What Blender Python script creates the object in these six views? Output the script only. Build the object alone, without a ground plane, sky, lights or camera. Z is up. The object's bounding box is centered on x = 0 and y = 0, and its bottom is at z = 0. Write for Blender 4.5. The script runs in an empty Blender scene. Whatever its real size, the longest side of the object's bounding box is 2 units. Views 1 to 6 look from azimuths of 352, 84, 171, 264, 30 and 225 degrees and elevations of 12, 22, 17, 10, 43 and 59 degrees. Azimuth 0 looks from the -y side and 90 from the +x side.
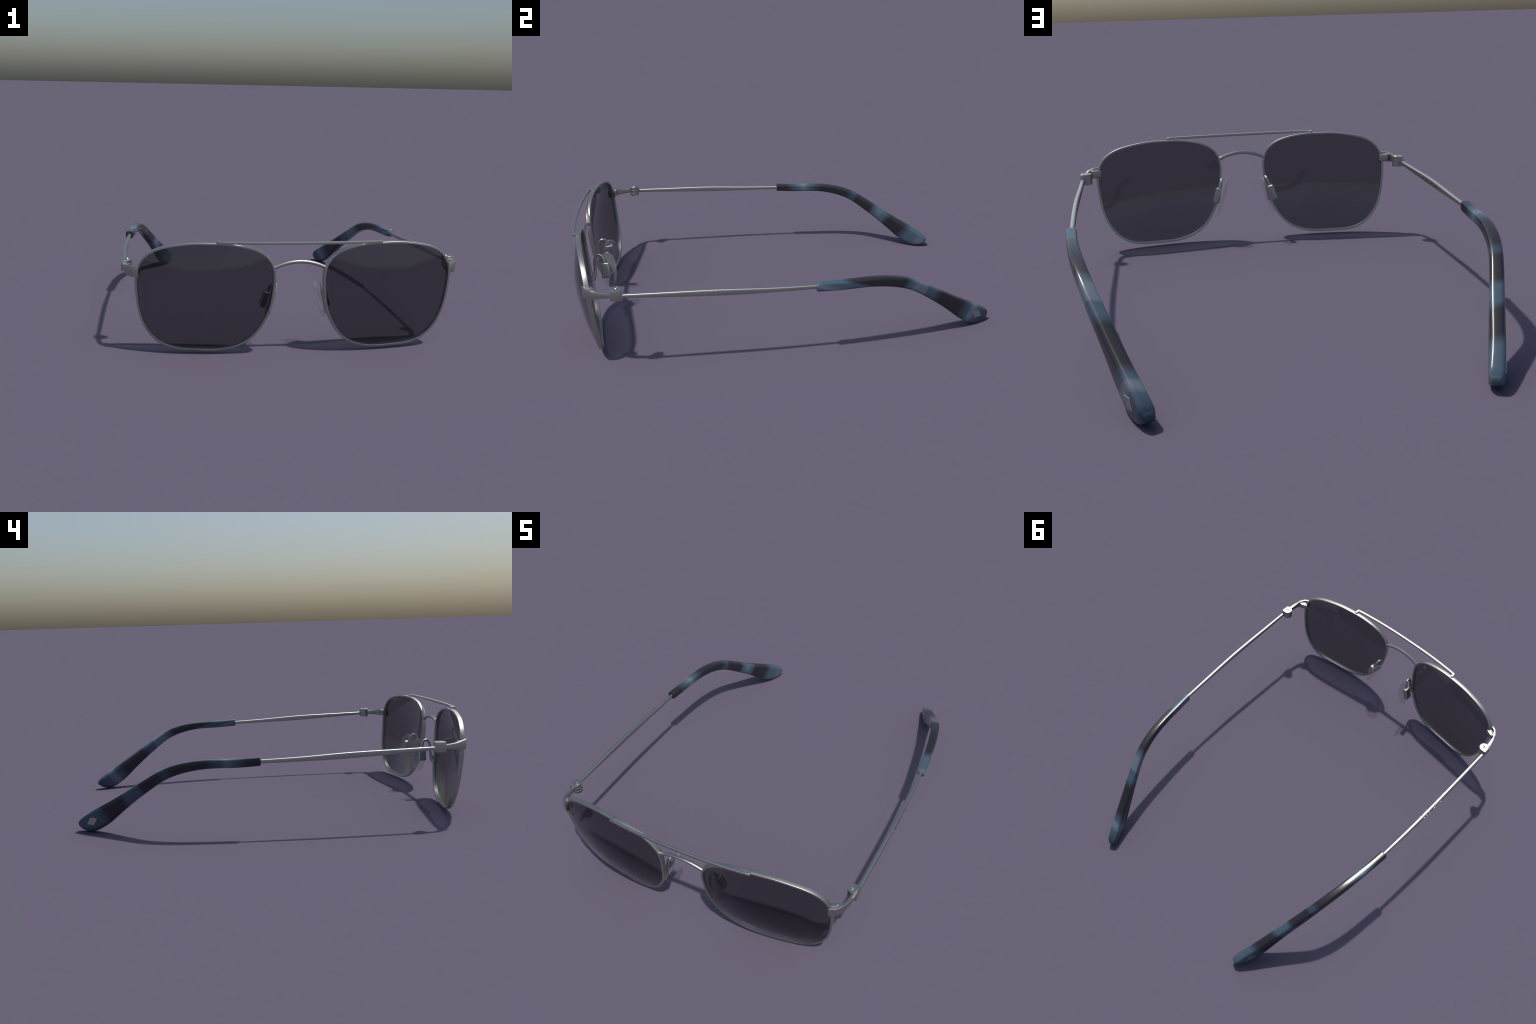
# Aviator-style sunglasses: metal frame, grey lenses, blue tortoise temple tips.
# Metres, z up, front towards -y, symmetric about x = 0.
import bpy, bmesh, math, random
from mathutils import Vector, Matrix

random.seed(7)
PI = math.pi

# ----------------------------------------------------------------- helpers
def spline(xk, yk):
    """natural cubic spline through the knots"""
    n = len(xk)
    h = [xk[i + 1] - xk[i] for i in range(n - 1)]
    a = [0.0] * n; b = [1.0] * n; c = [0.0] * n; d = [0.0] * n
    for i in range(1, n - 1):
        a[i] = h[i - 1]; b[i] = 2 * (h[i - 1] + h[i]); c[i] = h[i]
        d[i] = 6 * ((yk[i + 1] - yk[i]) / h[i] - (yk[i] - yk[i - 1]) / h[i - 1])
    for i in range(1, n):
        w = a[i] / b[i - 1]; b[i] -= w * c[i - 1]; d[i] -= w * d[i - 1]
    m = [0.0] * n
    m[-1] = d[-1] / b[-1]
    for i in range(n - 2, -1, -1):
        m[i] = (d[i] - c[i] * m[i + 1]) / b[i]
    def f(x):
        i = 0
        while i < n - 2 and x > xk[i + 1]:
            i += 1
        A = (xk[i + 1] - x) / h[i]; B = 1 - A
        return A * yk[i] + B * yk[i + 1] + ((A ** 3 - A) * m[i] + (B ** 3 - B) * m[i + 1]) * h[i] ** 2 / 6
    return f

def linear(xk, yk):
    def f(x):
        if x <= xk[0]: return yk[0]
        for i in range(len(xk) - 1):
            if x <= xk[i + 1]:
                t = (x - xk[i]) / (xk[i + 1] - xk[i])
                return yk[i] * (1 - t) + yk[i + 1] * t
        return yk[-1]
    return f

def smooth_path(points, per=12):
    """Catmull-Rom through 3D points"""
    P = [Vector(p) for p in points]
    P = [2 * P[0] - P[1]] + P + [2 * P[-1] - P[-2]]
    out = []
    for i in range(1, len(P) - 2):
        for k in range(per):
            t = k / per
            a, b, c, d = P[i - 1], P[i], P[i + 1], P[i + 2]
            out.append(0.5 * ((2 * b) + (c - a) * t + (2 * a - 5 * b + 4 * c - d) * t * t + (3 * b - a - 3 * c + d) * t ** 3))
    out.append(P[-2])
    return out

def superellipse(w, h, e, n=32):
    out = []
    for k in range(n):
        t = 2 * PI * (k + 0.5) / n
        c, s = math.cos(t), math.sin(t)
        out.append((math.copysign(abs(c) ** (2 / e), c) * w, math.copysign(abs(s) ** (2 / e), s) * h))
    return out

ROOT = bpy.data.objects.new("sunglasses", None)
bpy.context.scene.collection.objects.link(ROOT)
ROOT["label"] = "thin silver metal sunglasses, dark grey lenses, blue tortoise temple tips"
ROOT["category"] = "sunglasses"

def add_object(name, mesh, mat, parent=None):
    ob = bpy.data.objects.new(name, mesh)
    bpy.context.scene.collection.objects.link(ob)
    mesh.materials.clear(); mesh.materials.append(mat)
    ob.parent = parent or ROOT
    return ob

def finish(bm, name, mat, parent=None, sx=1, smooth=True, angle=35):
    if sx < 0:
        for v in bm.verts:
            v.co.x = -v.co.x
    bmesh.ops.recalc_face_normals(bm, faces=bm.faces)
    me = bpy.data.meshes.new(name)
    bm.to_mesh(me); bm.free()
    if smooth:
        for p in me.polygons:
            p.use_smooth = True
        me.set_sharp_from_angle(angle=math.radians(angle))
    return add_object(name, me, mat, parent)

def loft(rings, closed_path=False, cap=True):
    """rings: list of lists of Vectors (closed loops of the same length)"""
    bm = bmesh.new()
    V = [[bm.verts.new(p) for p in r] for r in rings]
    n = len(V); m = len(V[0])
    for i in range(n if closed_path else n - 1):
        A, B = V[i], V[(i + 1) % n]
        for j in range(m):
            bm.faces.new((A[j], A[(j + 1) % m], B[(j + 1) % m], B[j]))
    if cap and not closed_path:
        bm.faces.new(V[0][::-1]); bm.faces.new(V[-1])
    return bm

def tube(path, radius, n=16, round_ends=False):
    """round wire along a path; radius is a number or a function of 0..1"""
    rings = []
    L = len(path)
    ref = Vector((0, 0, 1))
    prev = None
    for i, p in enumerate(path):
        t = (path[min(i + 1, L - 1)] - path[max(i - 1, 0)]).normalized()
        if prev is None:
            u = t.cross(ref)
            if u.length < 1e-4: u = t.cross(Vector((1, 0, 0)))
        else:
            u = prev - t * prev.dot(t)
        u.normalize(); prev = u
        v = t.cross(u)
        r = radius(i / (L - 1)) if callable(radius) else radius
        ru, rv = r if isinstance(r, tuple) else (r, r)
        rings.append([p + u * math.cos(2 * PI * k / n) * ru + v * math.sin(2 * PI * k / n) * rv for k in range(n)])
    return loft(rings)

def bevel_all(bm, w, seg=3, angle=30):
    bmesh.ops.recalc_face_normals(bm, faces=bm.faces)
    ed = [e for e in bm.edges if len(e.link_faces) == 2 and e.calc_face_angle(0) > math.radians(angle)]
    bmesh.ops.bevel(bm, geom=ed, offset=w, segments=seg, profile=0.5, affect='EDGES', clamp_overlap=True)

def prism(outline, z0, z1):
    bm = bmesh.new()
    a = [bm.verts.new((x, y, z0)) for x, y in outline]
    b = [bm.verts.new((x, y, z1)) for x, y in outline]
    n = len(a)
    bm.faces.new(a[::-1]); bm.faces.new(b)
    for i in range(n):
        bm.faces.new((a[i], a[(i + 1) % n], b[(i + 1) % n], b[i]))
    return bm

def box(sx, sy, sz, mat4, w=0.002, seg=3):
    bm = bmesh.new()
    bmesh.ops.create_cube(bm, size=1)
    bmesh.ops.scale(bm, vec=(sx, sy, sz), verts=bm.verts)
    bevel_all(bm, w, seg)
    bmesh.ops.transform(bm, matrix=mat4, verts=bm.verts)
    return bm

def merge(bms):
    out = bmesh.new()
    for b in bms:
        me = bpy.data.meshes.new("tmp")
        b.to_mesh(me); b.free()
        out.from_mesh(me)
        bpy.data.meshes.remove(me)
    return out

# --------------------------------------------------------------- materials
def new_mat(name):
    m = bpy.data.materials.new(name)
    m.use_nodes = True
    nt = m.node_tree
    for n in list(nt.nodes):
        nt.nodes.remove(n)
    return m, nt, nt.nodes, nt.links

def metal_material(name, colour, rough):
    m, nt, N, L = new_mat(name)
    out = N.new("ShaderNodeOutputMaterial")
    bs = N.new("ShaderNodeBsdfPrincipled")
    bs.inputs["Base Color"].default_value = (*colour, 1)
    bs.inputs["Metallic"].default_value = 1.0
    tc = N.new("ShaderNodeTexCoord")
    nz = N.new("ShaderNodeTexNoise")
    nz.inputs["Scale"].default_value = 60
    nz.inputs["Detail"].default_value = 4
    mr = N.new("ShaderNodeMapRange")
    mr.inputs["To Min"].default_value = rough - 0.02
    mr.inputs["To Max"].default_value = rough + 0.02
    L.new(tc.outputs["Object"], nz.inputs["Vector"])
    L.new(nz.outputs["Fac"], mr.inputs["Value"])
    L.new(mr.outputs["Result"], bs.inputs["Roughness"])
    L.new(bs.outputs[0], out.inputs[0])
    return m

def clear_material(name, tint, ior, rough, body=None, body_fac=0.0, edge=1.0):
    """coloured see-through plate: tinted straight transmission under a gloss coat"""
    m, nt, N, L = new_mat(name)
    out = N.new("ShaderNodeOutputMaterial")
    tr = N.new("ShaderNodeBsdfTransparent")
    tr.inputs[0].default_value = (*tint, 1)
    gl = N.new("ShaderNodeBsdfGlossy")
    gl.inputs["Color"].default_value = (1, 1, 1, 1)
    gl.inputs["Roughness"].default_value = rough
    # Schlick gloss from the facing angle, the same on both sides of the plate
    lw = N.new("ShaderNodeLayerWeight")
    lw.inputs["Blend"].default_value = 0.5
    pw = N.new("ShaderNodeMath"); pw.operation = 'POWER'
    pw.inputs[1].default_value = 5.0
    L.new(lw.outputs["Facing"], pw.inputs[0])
    f0 = ((ior - 1) / (ior + 1)) ** 2
    fr = N.new("ShaderNodeMath"); fr.operation = 'MULTIPLY_ADD'
    fr.inputs[1].default_value = (1 - f0) * edge
    fr.inputs[2].default_value = f0
    L.new(pw.outputs[0], fr.inputs[0])
    base = tr.outputs[0]
    if body:
        df = N.new("ShaderNodeBsdfDiffuse")
        df.inputs[0].default_value = (*body, 1)
        mb = N.new("ShaderNodeMixShader")
        mb.inputs[0].default_value = body_fac
        L.new(base, mb.inputs[1]); L.new(df.outputs[0], mb.inputs[2])
        base = mb.outputs[0]
    mx = N.new("ShaderNodeMixShader")
    L.new(fr.outputs[0], mx.inputs[0])
    L.new(base, mx.inputs[1]); L.new(gl.outputs[0], mx.inputs[2])
    L.new(mx.outputs[0], out.inputs[0])
    return m

DARK = (0.021, 0.020, 0.025)
DEEP = (0.034, 0.055, 0.082)
BLUE = (0.056, 0.091, 0.128)
PALE = (0.125, 0.155, 0.192)

def tip_material(name, front, back, tilt, pale_patches=()):
    """banded acetate. front: stops along y (with a lean), back: stops along the drooping part"""
    m, nt, N, L = new_mat(name)
    out = N.new("ShaderNodeOutputMaterial")
    bs = N.new("ShaderNodeBsdfPrincipled")
    bs.inputs["Roughness"].default_value = 0.2
    bs.inputs["IOR"].default_value = 1.5
    tc = N.new("ShaderNodeTexCoord")
    nz = N.new("ShaderNodeTexNoise")
    nz.inputs["Scale"].default_value = 14
    nz.inputs["Detail"].default_value = 3
    L.new(tc.outputs["Object"], nz.inputs["Vector"])
    sep = N.new("ShaderNodeSeparateXYZ")
    L.new(tc.outputs["Object"], sep.inputs[0])
    def math_node(op, a, b):
        n = N.new("ShaderNodeMath"); n.operation = op
        for i, v in enumerate((a, b)):
            if isinstance(v, (int, float)): n.inputs[i].default_value = v
            else: L.new(v, n.inputs[i])
        return n.outputs[0]
    wob = math_node('MULTIPLY', math_node('SUBTRACT', nz.outputs["Fac"], 0.5), 0.03)
    y, z = sep.outputs["Y"], sep.outputs["Z"]
    sa = math_node('ADD', math_node('SUBTRACT', y, math_node('MULTIPLY', math_node('SUBTRACT', z, 0.348), tilt)), wob)
    sb = math_node('ADD', math_node('SUBTRACT', math_node('MULTIPLY', y, 0.81), math_node('MULTIPLY', z, 0.585)), wob)
    def ramp(val, stops):
        r = N.new("ShaderNodeValToRGB")
        r.color_ramp.interpolation = 'LINEAR'
        el = r.color_ramp.elements
        while len(el) < len(stops): el.new(0.5)
        for e, (p, c) in zip(el, stops):
            e.position = p
        for e, (p, c) in zip(el, stops):
            e.color = (*c, 1)
        L.new(val, r.inputs[0])
        return r.outputs[0]
    ca = ramp(sa, front); cb = ramp(sb, back)
    sw = math_node('GREATER_THAN', y, 0.445)
    mx = N.new("ShaderNodeMix"); mx.data_type = 'RGBA'
    L.new(sw, mx.inputs[0]); L.new(ca, mx.inputs[6]); L.new(cb, mx.inputs[7])
    col = mx.outputs[2]
    for centre, radius, c, amount in pale_patches:          # soft-edged clouds blended over the bands
        vd = N.new("ShaderNodeVectorMath"); vd.operation = 'DISTANCE'
        vd.inputs[1].default_value = centre
        L.new(tc.outputs["Object"], vd.inputs[0])
        mr = N.new("ShaderNodeMapRange"); mr.interpolation_type = 'SMOOTHSTEP'
        mr.inputs["From Min"].default_value = radius
        mr.inputs["From Max"].default_value = radius * 0.25
        mr.inputs["To Min"].default_value = 0.0
        mr.inputs["To Max"].default_value = amount
        L.new(vd.outputs["Value"], mr.inputs["Value"])
        m2 = N.new("ShaderNodeMix"); m2.data_type = 'RGBA'
        m2.inputs[7].default_value = (*c, 1)
        L.new(mr.outputs["Result"], m2.inputs[0]); L.new(col, m2.inputs[6])
        col = m2.outputs[2]
    L.new(col, bs.inputs["Base Color"])
    L.new(bs.outputs[0], out.inputs[0])
    return m

METAL = metal_material("satin_silver_metal", (0.455, 0.446, 0.415), 0.42)
SCREW = metal_material("polished_screw_metal", (0.60, 0.59, 0.57), 0.2)
PLATE = metal_material("plaque_metal", (0.48, 0.465, 0.44), 0.38)
LENS = clear_material("grey_tinted_lens", (0.445, 0.443, 0.452), 1.38, 0.02)
PAD = clear_material("clear_silicone", (0.97, 0.97, 0.97), 1.38, 0.18, (0.48, 0.49, 0.51), 0.12, 0.3)
TIP_R = tip_material("blue_tortoise_acetate",
    [(0.10, BLUE), (0.115, PALE), (0.15, PALE), (0.20, BLUE), (0.275, BLUE), (0.315, DARK), (0.44, DARK)],
    [(0.235, DARK), (0.265, BLUE), (0.295, PALE), (0.362, PALE), (0.370, BLUE), (0.415, BLUE), (0.455, DARK),
     (0.60, DARK), (0.655, BLUE), (0.668, PALE), (0.69, PALE), (0.706, BLUE), (0.76, DEEP)], -3.2)
TIP_L = tip_material("dark_tortoise_acetate",
    [(0.10, DARK), (0.17, DARK), (0.23, BLUE), (0.27, PALE), (0.30, BLUE), (0.37, DARK), (0.44, DARK)],
    [(0.25, DARK), (0.272, DEEP), (0.290, DEEP), (0.31, DARK), (0.41, DARK), (0.438, BLUE), (0.47, BLUE), (0.50, BLUE), (0.53, DARK),
     (0.625, DARK), (0.668, BLUE), (0.70, BLUE), (0.76, BLUE)], 0.0,
    [((-0.508, 0.955, 0.030), 0.055, PALE, 0.55), ((-0.598, 0.715, 0.195), 0.032, PALE, 0.6)])

# ------------------------------------------------------------ rim and lens
CX, CZ = 0.39, 0.2788                      # middle of one lens
# distance of the rim's inner edge from the middle, every 10 degrees,
# counted from the nose side over the top
RADII = [0.2669, 0.2761, 0.2895, 0.2960, 0.2871, 0.2680, 0.2497, 0.2370, 0.2288, 0.2258, 0.2295, 0.2389,
         0.2533, 0.2755, 0.3039, 0.3267, 0.3329, 0.3259, 0.3181, 0.3166, 0.3188, 0.3205, 0.3184, 0.3089,
         0.2917, 0.2733, 0.2618, 0.2584, 0.2594, 0.2622, 0.2654, 0.2663, 0.2641, 0.2618, 0.2619, 0.2634]
RIM_W, RIM_D = 0.0106, 0.0226              # thickness in the lens plane, front-to-back depth

def rim_points(n):
    """closed spline through the radii; R side (x > 0), nose side towards -x"""
    m = len(RADII)
    k = 6
    xs = [i for i in range(-k, m + k + 1)]
    f = spline([float(x) for x in xs], [RADII[x % m] for x in xs])
    out = []
    for i in range(n):
        a = 2 * PI * i / n
        r = f(m * i / n)
        out.append((CX - r * math.cos(a), CZ + r * math.sin(a)))
    return out

def front_y(x, z):
    """the gently wrapped and tilted surface on which the rims' front edges lie"""
    u, v = CX - x, z - CZ
    return -0.954 - 0.117 * u - 0.0899 * v + 0.1933 * u * u + 0.2478 * v * v

BACK = Vector((-0.117, 1, 0.0899)).normalized()       # direction into the rim's depth (R side)

def outward(pts):
    n = len(pts); out = []
    for i in range(n):
        dx = pts[(i + 1) % n][0] - pts[i - 1][0]; dz = pts[(i + 1) % n][1] - pts[i - 1][1]
        l = math.hypot(dx, dz)
        o = (-dz / l, dx / l)
        if o[0] * (pts[i][0] - CX) + o[1] * (pts[i][1] - CZ) < 0: o = (-o[0], -o[1])
        out.append(o)
    return out

def build_rim(sx):
    pts = rim_points(240); nor = outward(pts)
    # rounded-rectangle section: (offset outwards, depth backwards)
    sec = []
    r = 0.0022
    for cu, cv, a0 in ((RIM_W - r, r, -90), (RIM_W - r, RIM_D - r, 0), (r, RIM_D - r, 90), (r, r, 180)):
        for k in range(4):
            a = math.radians(a0 + 30 * k)
            sec.append((cu + r * math.cos(a), cv + r * math.sin(a)))
    rings = []
    for (x, z), (nx, nz) in zip(pts, nor):
        ring = []
        for u, v in sec:
            px, pz = x + nx * u, z + nz * u
            ring.append(Vector((px, front_y(px, pz), pz)) + BACK * v)
        rings.append(ring)
    return finish(loft(rings, closed_path=True), "rim", METAL, None, sx, angle=50)

def build_lens(sx):
    pts = rim_points(180)
    n = len(pts)
    S = [0.0, 0.08, 0.16, 0.25, 0.35, 0.45, 0.55, 0.65, 0.74, 0.82, 0.89, 0.94, 0.975, 1.0]
    T = 0.011
    bm = bmesh.new()
    def layer(back):
        rows = []
        for s in S:
            if s == 0:
                rows.append([bm.verts.new((CX, front_y(CX, CZ) + 0.001 - 0.0345 + (T if back else 0), CZ))])
                continue
            row = []
            for x, z in pts:
                px, pz = CX + (x - CX) * (s * 1.006), CZ + (z - CZ) * (s * 1.006)
                p = Vector((px, front_y(px, pz) + 0.001 - 0.0345 * (1 - s * s) * (1 + (0.20 * (px - CX) - 0.08 * (pz - CZ)) / 0.28), pz))
                if back: p = p + BACK * T
                row.append(bm.verts.new(p))
            rows.append(row)
        for i in range(n):
            bm.faces.new((rows[0][0], rows[1][i], rows[1][(i + 1) % n]))
            for k in range(1, len(S) - 1):
                bm.faces.new((rows[k][i], rows[k + 1][i], rows[k + 1][(i + 1) % n], rows[k][(i + 1) % n]))
        return rows[-1]
    a = layer(False); b = layer(True)
    for i in range(n):
        bm.faces.new((a[i], a[(i + 1) % n], b[(i + 1) % n], b[i]))
    return finish(bm, "lens", LENS, None, sx, angle=40)

# --------------------------------------------------------- bridge, brow bar
def build_bridge():
    path = []
    for i in range(33):
        x = -0.112 + 0.224 * i / 32
        t = x / 0.112
        path.append(Vector((x, -0.966 - 0.004 * (1 - t * t), 0.4045 + 0.0275 * (1 - t * t) )))
    return finish(tube(path, (0.0088, 0.0088), 20), "bridge", METAL)

def build_brow_bar():
    """straight bar with small posts bent back on to the rims; square section"""
    X = 0.361
    def yf(x): return -0.9945 + 0.0195 * abs(x / X) ** 2.4
    plan = [Vector((-X, -0.949, 0))] + [Vector((X * (-1 + 2 * i / 40), yf(X * (-1 + 2 * i / 40)), 0)) for i in range(41)] + [Vector((X, -0.949, 0))]
    h = 0.0062
    top, bot = 0.5255, 0.5130
    # mitred offset of the plan line
    left, right = [], []
    n = len(plan)
    for i, p in enumerate(plan):
        d0 = (plan[i] - plan[i - 1]).normalized() if i else None
        d1 = (plan[i + 1] - plan[i]).normalized() if i < n - 1 else None
        d0 = d0 or d1; d1 = d1 or d0
        n0 = Vector((-d0.y, d0.x, 0)); n1 = Vector((-d1.y, d1.x, 0))
        nb = (n0 + n1).normalized(); k = h / max(0.3, nb.dot(n0))
        left.append(p + nb * k); right.append(p - nb * k)
    rings = [[Vector((l.x, l.y, bot)), Vector((r.x, r.y, bot)), Vector((r.x, r.y, top)), Vector((l.x, l.y, top))] for l, r in zip(left, right)]
    bm = loft(rings)
    bevel_all(bm, 0.0016, 2, 40)
    return finish(bm, "brow_bar", METAL, angle=40)

# ------------------------------------------------------ end pieces, hinges
def build_end_piece(sx):
    """strap from the rim's front, round the corner, narrowing to the hinge"""
    out = smooth_path([(0.7055, -0.9145, 0), (0.722, -0.9085, 0), (0.738, -0.899, 0), (0.7555, -0.874, 0), (0.766, -0.845, 0), (0.7765, -0.787, 0)], 8)
    inn = smooth_path([(0.712, -0.902, 0), (0.724, -0.896, 0), (0.735, -0.885, 0), (0.7475, -0.862, 0), (0.753, -0.836, 0), (0.7575, -0.787, 0)], 8)
    zt = linear([0, 0.35, 0.62, 1], [0.407, 0.407, 0.403, 0.390])
    zb = linear([0, 0.35, 0.62, 1], [0.357, 0.357, 0.360, 0.370])
    n = len(out)
    rings = []
    for i in range(n):
        t = i / (n - 1)
        o, q = out[i], inn[i]
        a, b = zb(t), zt(t)
        rings.append([Vector((o.x, o.y, a)), Vector((q.x, q.y, a)), Vector((q.x, q.y, b)), Vector((o.x, o.y, b))])
    bm = loft(rings)
    bevel_all(bm, 0.0016, 2, 50)
    return finish(bm, "end_piece", METAL, None, sx, angle=40)

def screw_mesh(r, h):
    """domed screw head with a cross slot"""
    bm = bmesh.new()
    n = 24
    prof = [(r, -0.004), (r, h * 0.35), (r * 0.86, h * 0.8), (r * 0.55, h), ]
    rows = [[bm.verts.new((a * math.cos(2 * PI * k / n), a * math.sin(2 * PI * k / n), z)) for k in range(n)] for a, z in prof]
    for A, B in zip(rows, rows[1:]):
        for k in range(n):
            bm.faces.new((A[k], A[(k + 1) % n], B[(k + 1) % n], B[k]))
    # recessed centre
    rec = [bm.verts.new((r * 0.42 * math.cos(2 * PI * k / n), r * 0.42 * math.sin(2 * PI * k / n), h * 0.45)) for k in range(n)]
    for k in range(n):
        bm.faces.new((rows[-1][k], rows[-1][(k + 1) % n], rec[(k + 1) % n], rec[k]))
    bm.faces.new(rec)
    bm.faces.new(rows[0][::-1])
    for a in (0.6, 0.6 + PI / 2):
        b = box(r * 1.0, r * 0.24, h * 0.35, Matrix.Translation((0, 0, h * 0.62)) @ Matrix.Rotation(a, 4, 'Z'), 0.0002, 1)
        me = bpy.data.meshes.new("t"); b.to_mesh(me); b.free(); bm.from_mesh(me); bpy.data.meshes.remove(me)
    return bm

def put_screw(x, y, z, r, h, parent, sx):
    bm = screw_mesh(r, h)
    bmesh.ops.translate(bm, vec=(x, y, z), verts=bm.verts)
    return finish(bm, "screw", SCREW, parent, sx, angle=30)

def build_hinge(sx):
    z0, z1 = 0.356, 0.4055
    xo = 0.781
    # flat outer cheek, full height
    cheek = prism([(xo, -0.7885), (xo, -0.7375), (0.7635, -0.7375), (0.7635, -0.7885)], z0, z1)
    bevel_all(cheek, 0.0012, 2)
    parts = [cheek]
    # three stacked knuckles with a rounded inner side
    lay = [(z0, 0.3719), (0.3721, 0.3888), (0.3890, z1)]
    for a, b in lay:
        cx, cy, r = 0.7565, -0.763, 0.0255
        arc = [(cx + r * math.cos(math.radians(t)), cy + r * math.sin(math.radians(t))) for t in range(90, 271, 10)]
        o = [(0.7655, -0.7375)] + arc + [(0.7655, -0.7885)]
        k = prism(o, a, b)
        bevel_all(k, 0.0004, 1, 50)
        parts.append(k)
    core = prism([(0.7565 + 0.0235 * math.cos(math.radians(t)), -0.763 + 0.0235 * math.sin(math.radians(t))) for t in range(0, 360, 15)], z0 + 0.003, z1 - 0.003)
    parts.append(core)
    hb = finish(merge(parts), "hinge", METAL, None, sx, angle=32)
    put_screw(0.7515, -0.7625, z1, 0.0098, 0.0028, hb, sx)
    return hb

def build_closing_block(sx):
    """rim-lock lug behind the end piece, rounded at its free end"""
    a = Vector((0.700, -0.886)); b = Vector((0.7325, -0.8715)); r = 0.0125
    d = (b - a).normalized(); nn = Vector((-d.y, d.x))
    ang = math.atan2(d.y, d.x)
    o = [a - nn * r] + [b + r * Vector((math.cos(ang + math.radians(t)), math.sin(ang + math.radians(t)))) for t in range(-90, 91, 12)] + [a + nn * r]
    bm = prism([(p.x, p.y) for p in o], 0.366, 0.3985)
    bevel_all(bm, 0.0012, 2, 40)
    ob = finish(bm, "closing_block", METAL, None, sx, angle=35)
    put_screw(0.7315, -0.8715, 0.3980, 0.0075, 0.0022, ob, sx)
    return ob

# ---------------------------------------------------------------- temples
WY = [-0.745, -0.5, -0.3, -0.1, 0.115]
wire_x = spline(WY, [0.7719, 0.7718, 0.7709, 0.7655, 0.7554])
wire_z = spline(WY, [0.3764, 0.3682, 0.3613, 0.3540, 0.3488])
wire_w = spline(WY, [0.0088, 0.0098, 0.0098, 0.0097, 0.0082])
wire_h = spline(WY, [0.0088, 0.0127, 0.0149, 0.0118, 0.0095])

def build_temple(sx):
    rings = []
    n = 90
    for i in range(n):
        y = -0.742 + (0.125 + 0.742) * i / (n - 1)
        x, z = wire_x(y), wire_z(y)
        e = 3.0 + 0.5 * math.exp(-((y + 0.3) / 0.25) ** 2)
        rings.append([Vector((x + a, y, z + b)) for a, b in superellipse(wire_w(y), wire_h(y), e, 32)])
    return finish(loft(rings), "temple_arm", METAL, None, sx, angle=50)

TY = [0.098, 0.22, 0.34, 0.46, 0.58, 0.70, 0.82, 0.90, 0.96, 1.0]
tip_x = spline(TY, [0.7580, 0.7460, 0.7310, 0.7091, 0.6756, 0.6281, 0.5795, 0.5458, 0.5189, 0.501])
tip_w = spline([0.098, 0.22, 0.34, 0.58, 0.82, 0.92, 0.96], [0.0196, 0.0194, 0.0210, 0.0231, 0.0257, 0.0260, 0.0254])
tip_top = spline([0.098, 0.22, 0.34, 0.46, 0.58, 0.655, 0.728, 0.80, 0.865, 0.929, 0.962, 0.979, 0.988, 0.992, 0.9935],
                 [0.3715, 0.3660, 0.3654, 0.3533, 0.3126, 0.267, 0.220, 0.1745, 0.1365, 0.0985, 0.0755, 0.061, 0.051, 0.044, 0.037])
tip_bot = spline([0.098, 0.22, 0.34, 0.46, 0.564, 0.627, 0.691, 0.746, 0.79, 0.823, 0.857, 0.89, 0.923, 0.955, 0.978, 0.988, 0.992, 0.9935],
                 [0.3306, 0.3238, 0.3228, 0.3048, 0.2628, 0.219, 0.170, 0.124, 0.085, 0.055, 0.0295, 0.0105, 0.0005, 0.0050, 0.0165, 0.0240, 0.030, 0.037])

def build_tip(sx):
    ys = [0.106, 0.1063, 0.1075, 0.110] + [0.110 + (0.93 - 0.110) * i / 110 for i in range(1, 111)]
    ys += [0.93 + (0.9934 - 0.93) * math.sin(PI / 2 * i / 26) for i in range(1, 27)]
    rings = []
    for y in ys:
        x = tip_x(y)
        d = (tip_x(y + 0.002) - tip_x(y - 0.002)) / 0.004
        l = math.hypot(1, d)
        zt, zb = tip_top(y), tip_bot(y)
        w, hh, zc = tip_w(min(y, 0.96)), (zt - zb) / 2, (zt + zb) / 2
        if y > 0.95:                                   # rounded end in plan
            q = (y - 0.95) / 0.0435
            w *= math.sqrt(max(0.02, 1 - 0.80 * q ** 3))
        s = {0.106: 0.90, 0.1063: 0.94, 0.1075: 0.985}.get(y, 1.0)   # eased front edge
        e = 4.2
        ring = []
        for a, b in superellipse(w * s, max(hh, 0.0008) * s, e, 40):
            sk = min(1.0, max(0.0, (y - 0.106) / 0.06))
            ring.append(Vector((x + a / l, y - sk * a * d / l, zc + b)))
        rings.append(ring)
    return finish(loft(rings), "temple_tip", TIP_R if sx > 0 else TIP_L, None, sx, angle=50)

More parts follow.
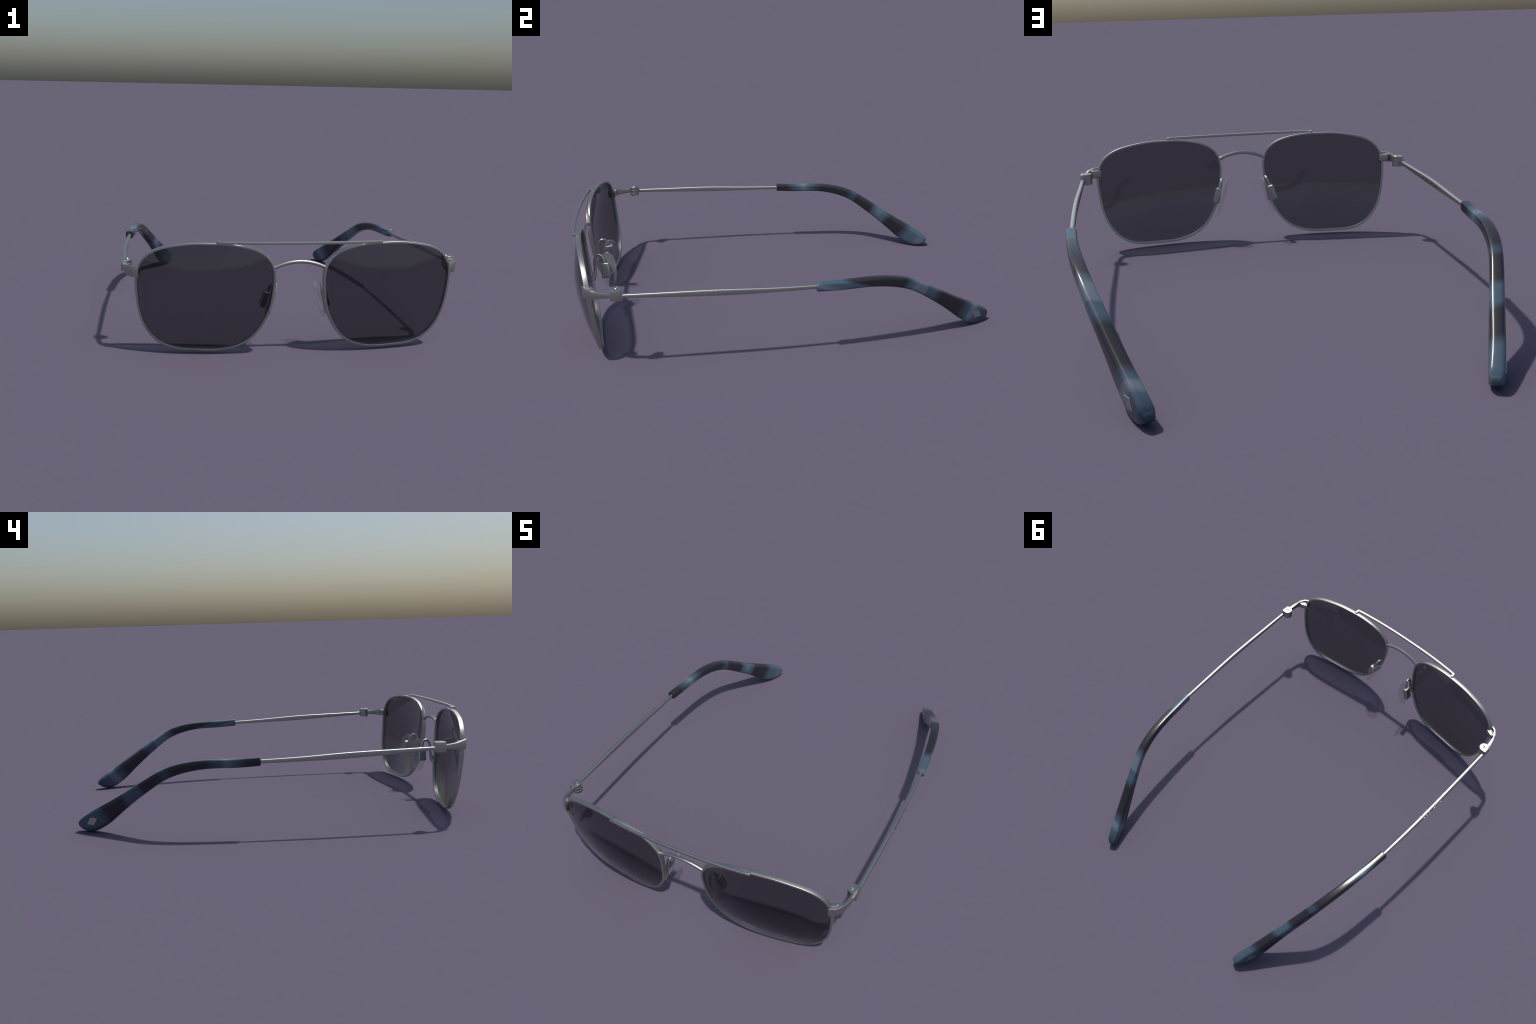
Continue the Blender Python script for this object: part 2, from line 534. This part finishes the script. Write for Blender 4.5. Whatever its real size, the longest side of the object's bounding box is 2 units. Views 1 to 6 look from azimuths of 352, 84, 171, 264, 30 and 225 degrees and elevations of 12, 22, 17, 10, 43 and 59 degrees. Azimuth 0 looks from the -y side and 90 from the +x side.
def build_plaque(parent, sx):
    """small square metal inlay on the outer side of the tip"""
    c = [Vector((0.571, 0.899, 0.072)), Vector((0.556, 0.933, 0.075)), Vector((0.549, 0.949, 0.041)), Vector((0.564, 0.915, 0.038))]
    nrm = Vector((0.925, 0.38, 0)).normalized()
    bm = bmesh.new()
    mid = sum(c, Vector()) / 4
    def on_side(p):
        d = (tip_x(p.y + 0.002) - tip_x(p.y - 0.002)) / 0.004
        l = math.hypot(1, d)
        w = tip_w(min(p.y, 0.96))
        return w, l, d
    yb = mid.y
    w, l, d = on_side(mid)
    nrm = Vector((1 / l, -d / l, 0))
    base = Vector((tip_x(yb - w * d * -1 / l), yb, mid.z))
    # slide the square so that it lies on the outer side wall
    t = (tip_x(mid.y) + w * l) - mid.x
    pts = [mid + (p - mid) * 1.06 + Vector((t, 0, 0)) for p in c]
    a = [bm.verts.new(p - nrm * 0.004) for p in pts]
    b = [bm.verts.new(p + nrm * 0.0022) for p in pts]
    bm.faces.new(a[::-1]); bm.faces.new(b)
    for i in range(4):
        bm.faces.new((a[i], a[(i + 1) % 4], b[(i + 1) % 4], b[i]))
    bevel_all(bm, 0.0006, 1)
    return finish(bm, "plaque", PLATE, parent, sx, angle=30)

def build_lettering(parent, sx, text, y0, y1, height):
    """raised words on the outer side of the arm, read from outside"""
    cu = bpy.data.curves.new("lettering", 'FONT')
    cu.body = text
    cu.size = 1.0
    cu.extrude = 0.0
    cu.resolution_u = 3
    ob = bpy.data.objects.new("tmp_text", cu)
    bpy.context.scene.collection.objects.link(ob)
    dg = bpy.context.evaluated_depsgraph_get()
    me = bpy.data.meshes.new_from_object(ob.evaluated_get(dg))
    bpy.data.objects.remove(ob); bpy.data.curves.remove(cu)
    bm = bmesh.new(); bm.from_mesh(me); bpy.data.meshes.remove(me)
    xs = [v.co.x for v in bm.verts]; zs = [v.co.y for v in bm.verts]
    x0, x1, h0, h1 = min(xs), max(xs), min(zs), max(zs)
    r = bmesh.ops.extrude_face_region(bm, geom=bm.faces[:])
    up = {v for v in r["geom"] if isinstance(v, bmesh.types.BMVert)}
    for v in bm.verts:
        t = (v.co.x - x0) / (x1 - x0)
        q = (v.co.y - h0) / (h1 - h0) - 0.5
        y = y0 + (y1 - y0) * t if sx > 0 else y1 + (y0 - y1) * t
        lift = 0.0013 if v in up else -0.0015
        v.co = Vector((wire_x(y) + wire_w(y) + lift, y, wire_z(y) - 0.0005 + q * height))
    ob = finish(bm, "lettering", SCREW, parent, sx, smooth=False)
    ob["kind"] = "stuff"
    return ob

def build_inner_marks(parent, sx):
    """tiny size marks pressed into the inner side of the arm: short strokes in groups"""
    rnd = random.Random(11)
    bm = bmesh.new()
    y = -0.40
    groups = [3, 7, 4, 6, 3]
    for g in groups:
        for k in range(g):
            for s in range(rnd.choice((1, 2, 2))):
                hgt = rnd.choice((0.004, 0.0065, 0.0065)); wid = rnd.choice((0.0012, 0.0012, 0.004))
                if wid > 0.002: hgt = 0.0012
                zz = wire_z(y) + rnd.choice((-0.0025, 0, 0.0025)) * (1 if wid > 0.002 else 0.3)
                x = wire_x(y) - wire_w(y) - 0.0001
                b = bmesh.ops.create_cube(bm, size=1)
                bmesh.ops.scale(bm, vec=(0.0026, wid, hgt), verts=b["verts"])
                bmesh.ops.translate(bm, vec=(x, y + rnd.uniform(-0.002, 0.002), zz), verts=b["verts"])
            y += 0.0072
        y += 0.0135
    ob = finish(bm, "size_mark", SCREW, parent, sx, smooth=False)
    ob["kind"] = "stuff"
    return ob

# --------------------------------------------------------------- nose pads
PAD_TOP, PAD_BOT = Vector((0.089, -0.866, 0.319)), Vector((0.145, -0.857, 0.141))

def build_nose_parts(sx):
    # springy wire arm: foot on the rim, loop over the top, down into the mount
    p = smooth_path([(0.1375, -0.945, 0.190), (0.1300, -0.934, 0.212), (0.1215, -0.928, 0.245), (0.1145, -0.9275, 0.285),
                     (0.1110, -0.916, 0.309), (0.1120, -0.900, 0.313), (0.1170, -0.886, 0.302), (0.1300, -0.876, 0.268)], 10)
    rad = linear([0, 0.12, 0.24, 1], [0.0135, 0.0118, 0.0072, 0.0070])
    arm = finish(tube(p, rad, 16), "pad_arm", METAL, None, sx, angle=60)
    # mount: small rounded box on the back of the pad
    up = (PAD_TOP - PAD_BOT).normalized()
    fw = Vector((0.04, 0.98, 0)); fw = (fw - up * fw.dot(up)).normalized()
    side = fw.cross(up).normalized()
    if side.x < 0: side = -side
    M = Matrix((
        (side.x, fw.x, up.x, 0.1400),
        (side.y, fw.y, up.y, -0.8740),
        (side.z, fw.z, up.z, 0.2390),
        (0, 0, 0, 1)))
    bm = box(0.027, 0.042, 0.076, Matrix.Identity(4), 0.006, 4)
    face = max(bm.faces, key=lambda f: f.calc_center_median().x * 10 + f.calc_area())
    bmesh.ops.inset_region(bm, faces=[face], thickness=0.0025, depth=0.0)
    bmesh.ops.inset_region(bm, faces=[face], thickness=0.0008, depth=-0.0018)
    bmesh.ops.transform(bm, matrix=M, verts=bm.verts)
    mount = finish(bm, "pad_mount", METAL, arm, sx, angle=35)
    # pad: drop-shaped clear cushion, flat side to the mount
    L = (PAD_TOP - PAD_BOT).length / 2
    mid = (PAD_TOP + PAD_BOT) / 2
    W = 0.042
    # the cushions splay a little: their rear edges stand further apart
    fw = Vector((0.20, 0.98, 0)); fw = (fw - up * fw.dot(up)).normalized()
    side = fw.cross(up).normalized()
    if side.x < 0: side = -side
    rings = []
    nu = 28
    bm = bmesh.new()
    def pt(r, a, s):
        cz, cy = math.cos(a), math.sin(a)
        wy = W * (1 + 0.12 * cz * r)
        th = (0.015 if s > 0 else 0.006) * (max(0, 1 - r ** 4)) ** 0.5
        return mid + up * (L * r * cz) + fw * (wy * r * cy) + side * (-th * s)
    n = 40
    RR = [0.25, 0.5, 0.7, 0.84, 0.93, 0.98]
    ring_edge = [bm.verts.new(pt(1.0, 2 * PI * k / n, 1)) for k in range(n)]
    for s in (1, -1):
        c = bm.verts.new(pt(0, 0, s))
        rows = [[bm.verts.new(pt(r, 2 * PI * k / n, s)) for k in range(n)] for r in RR] + [ring_edge]
        for k in range(n):
            bm.faces.new((c, rows[0][k], rows[0][(k + 1) % n]))
            for A, B in zip(rows, rows[1:]):
                bm.faces.new((A[k], B[k], B[(k + 1) % n], A[(k + 1) % n]))
    finish(bm, "nose_pad", PAD, arm, sx, angle=80)
    return arm

# ------------------------------------------------------------------- build
for sx in (1, -1):
    build_rim(sx)
    build_lens(sx)
    build_end_piece(sx)
    build_hinge(sx)
    build_closing_block(sx)
    arm = build_temple(sx)
    if sx > 0:
        build_lettering(arm, sx, "GIORGIO ARMANI", -0.410, -0.257, 0.0145)
    else:
        build_lettering(arm, sx, "GIORGIO ARMANI", -0.343, -0.190, 0.0145)
    build_inner_marks(arm, sx)
    tip = build_tip(sx)
    build_plaque(tip, sx)
    build_nose_parts(sx)
build_bridge()
build_brow_bar()
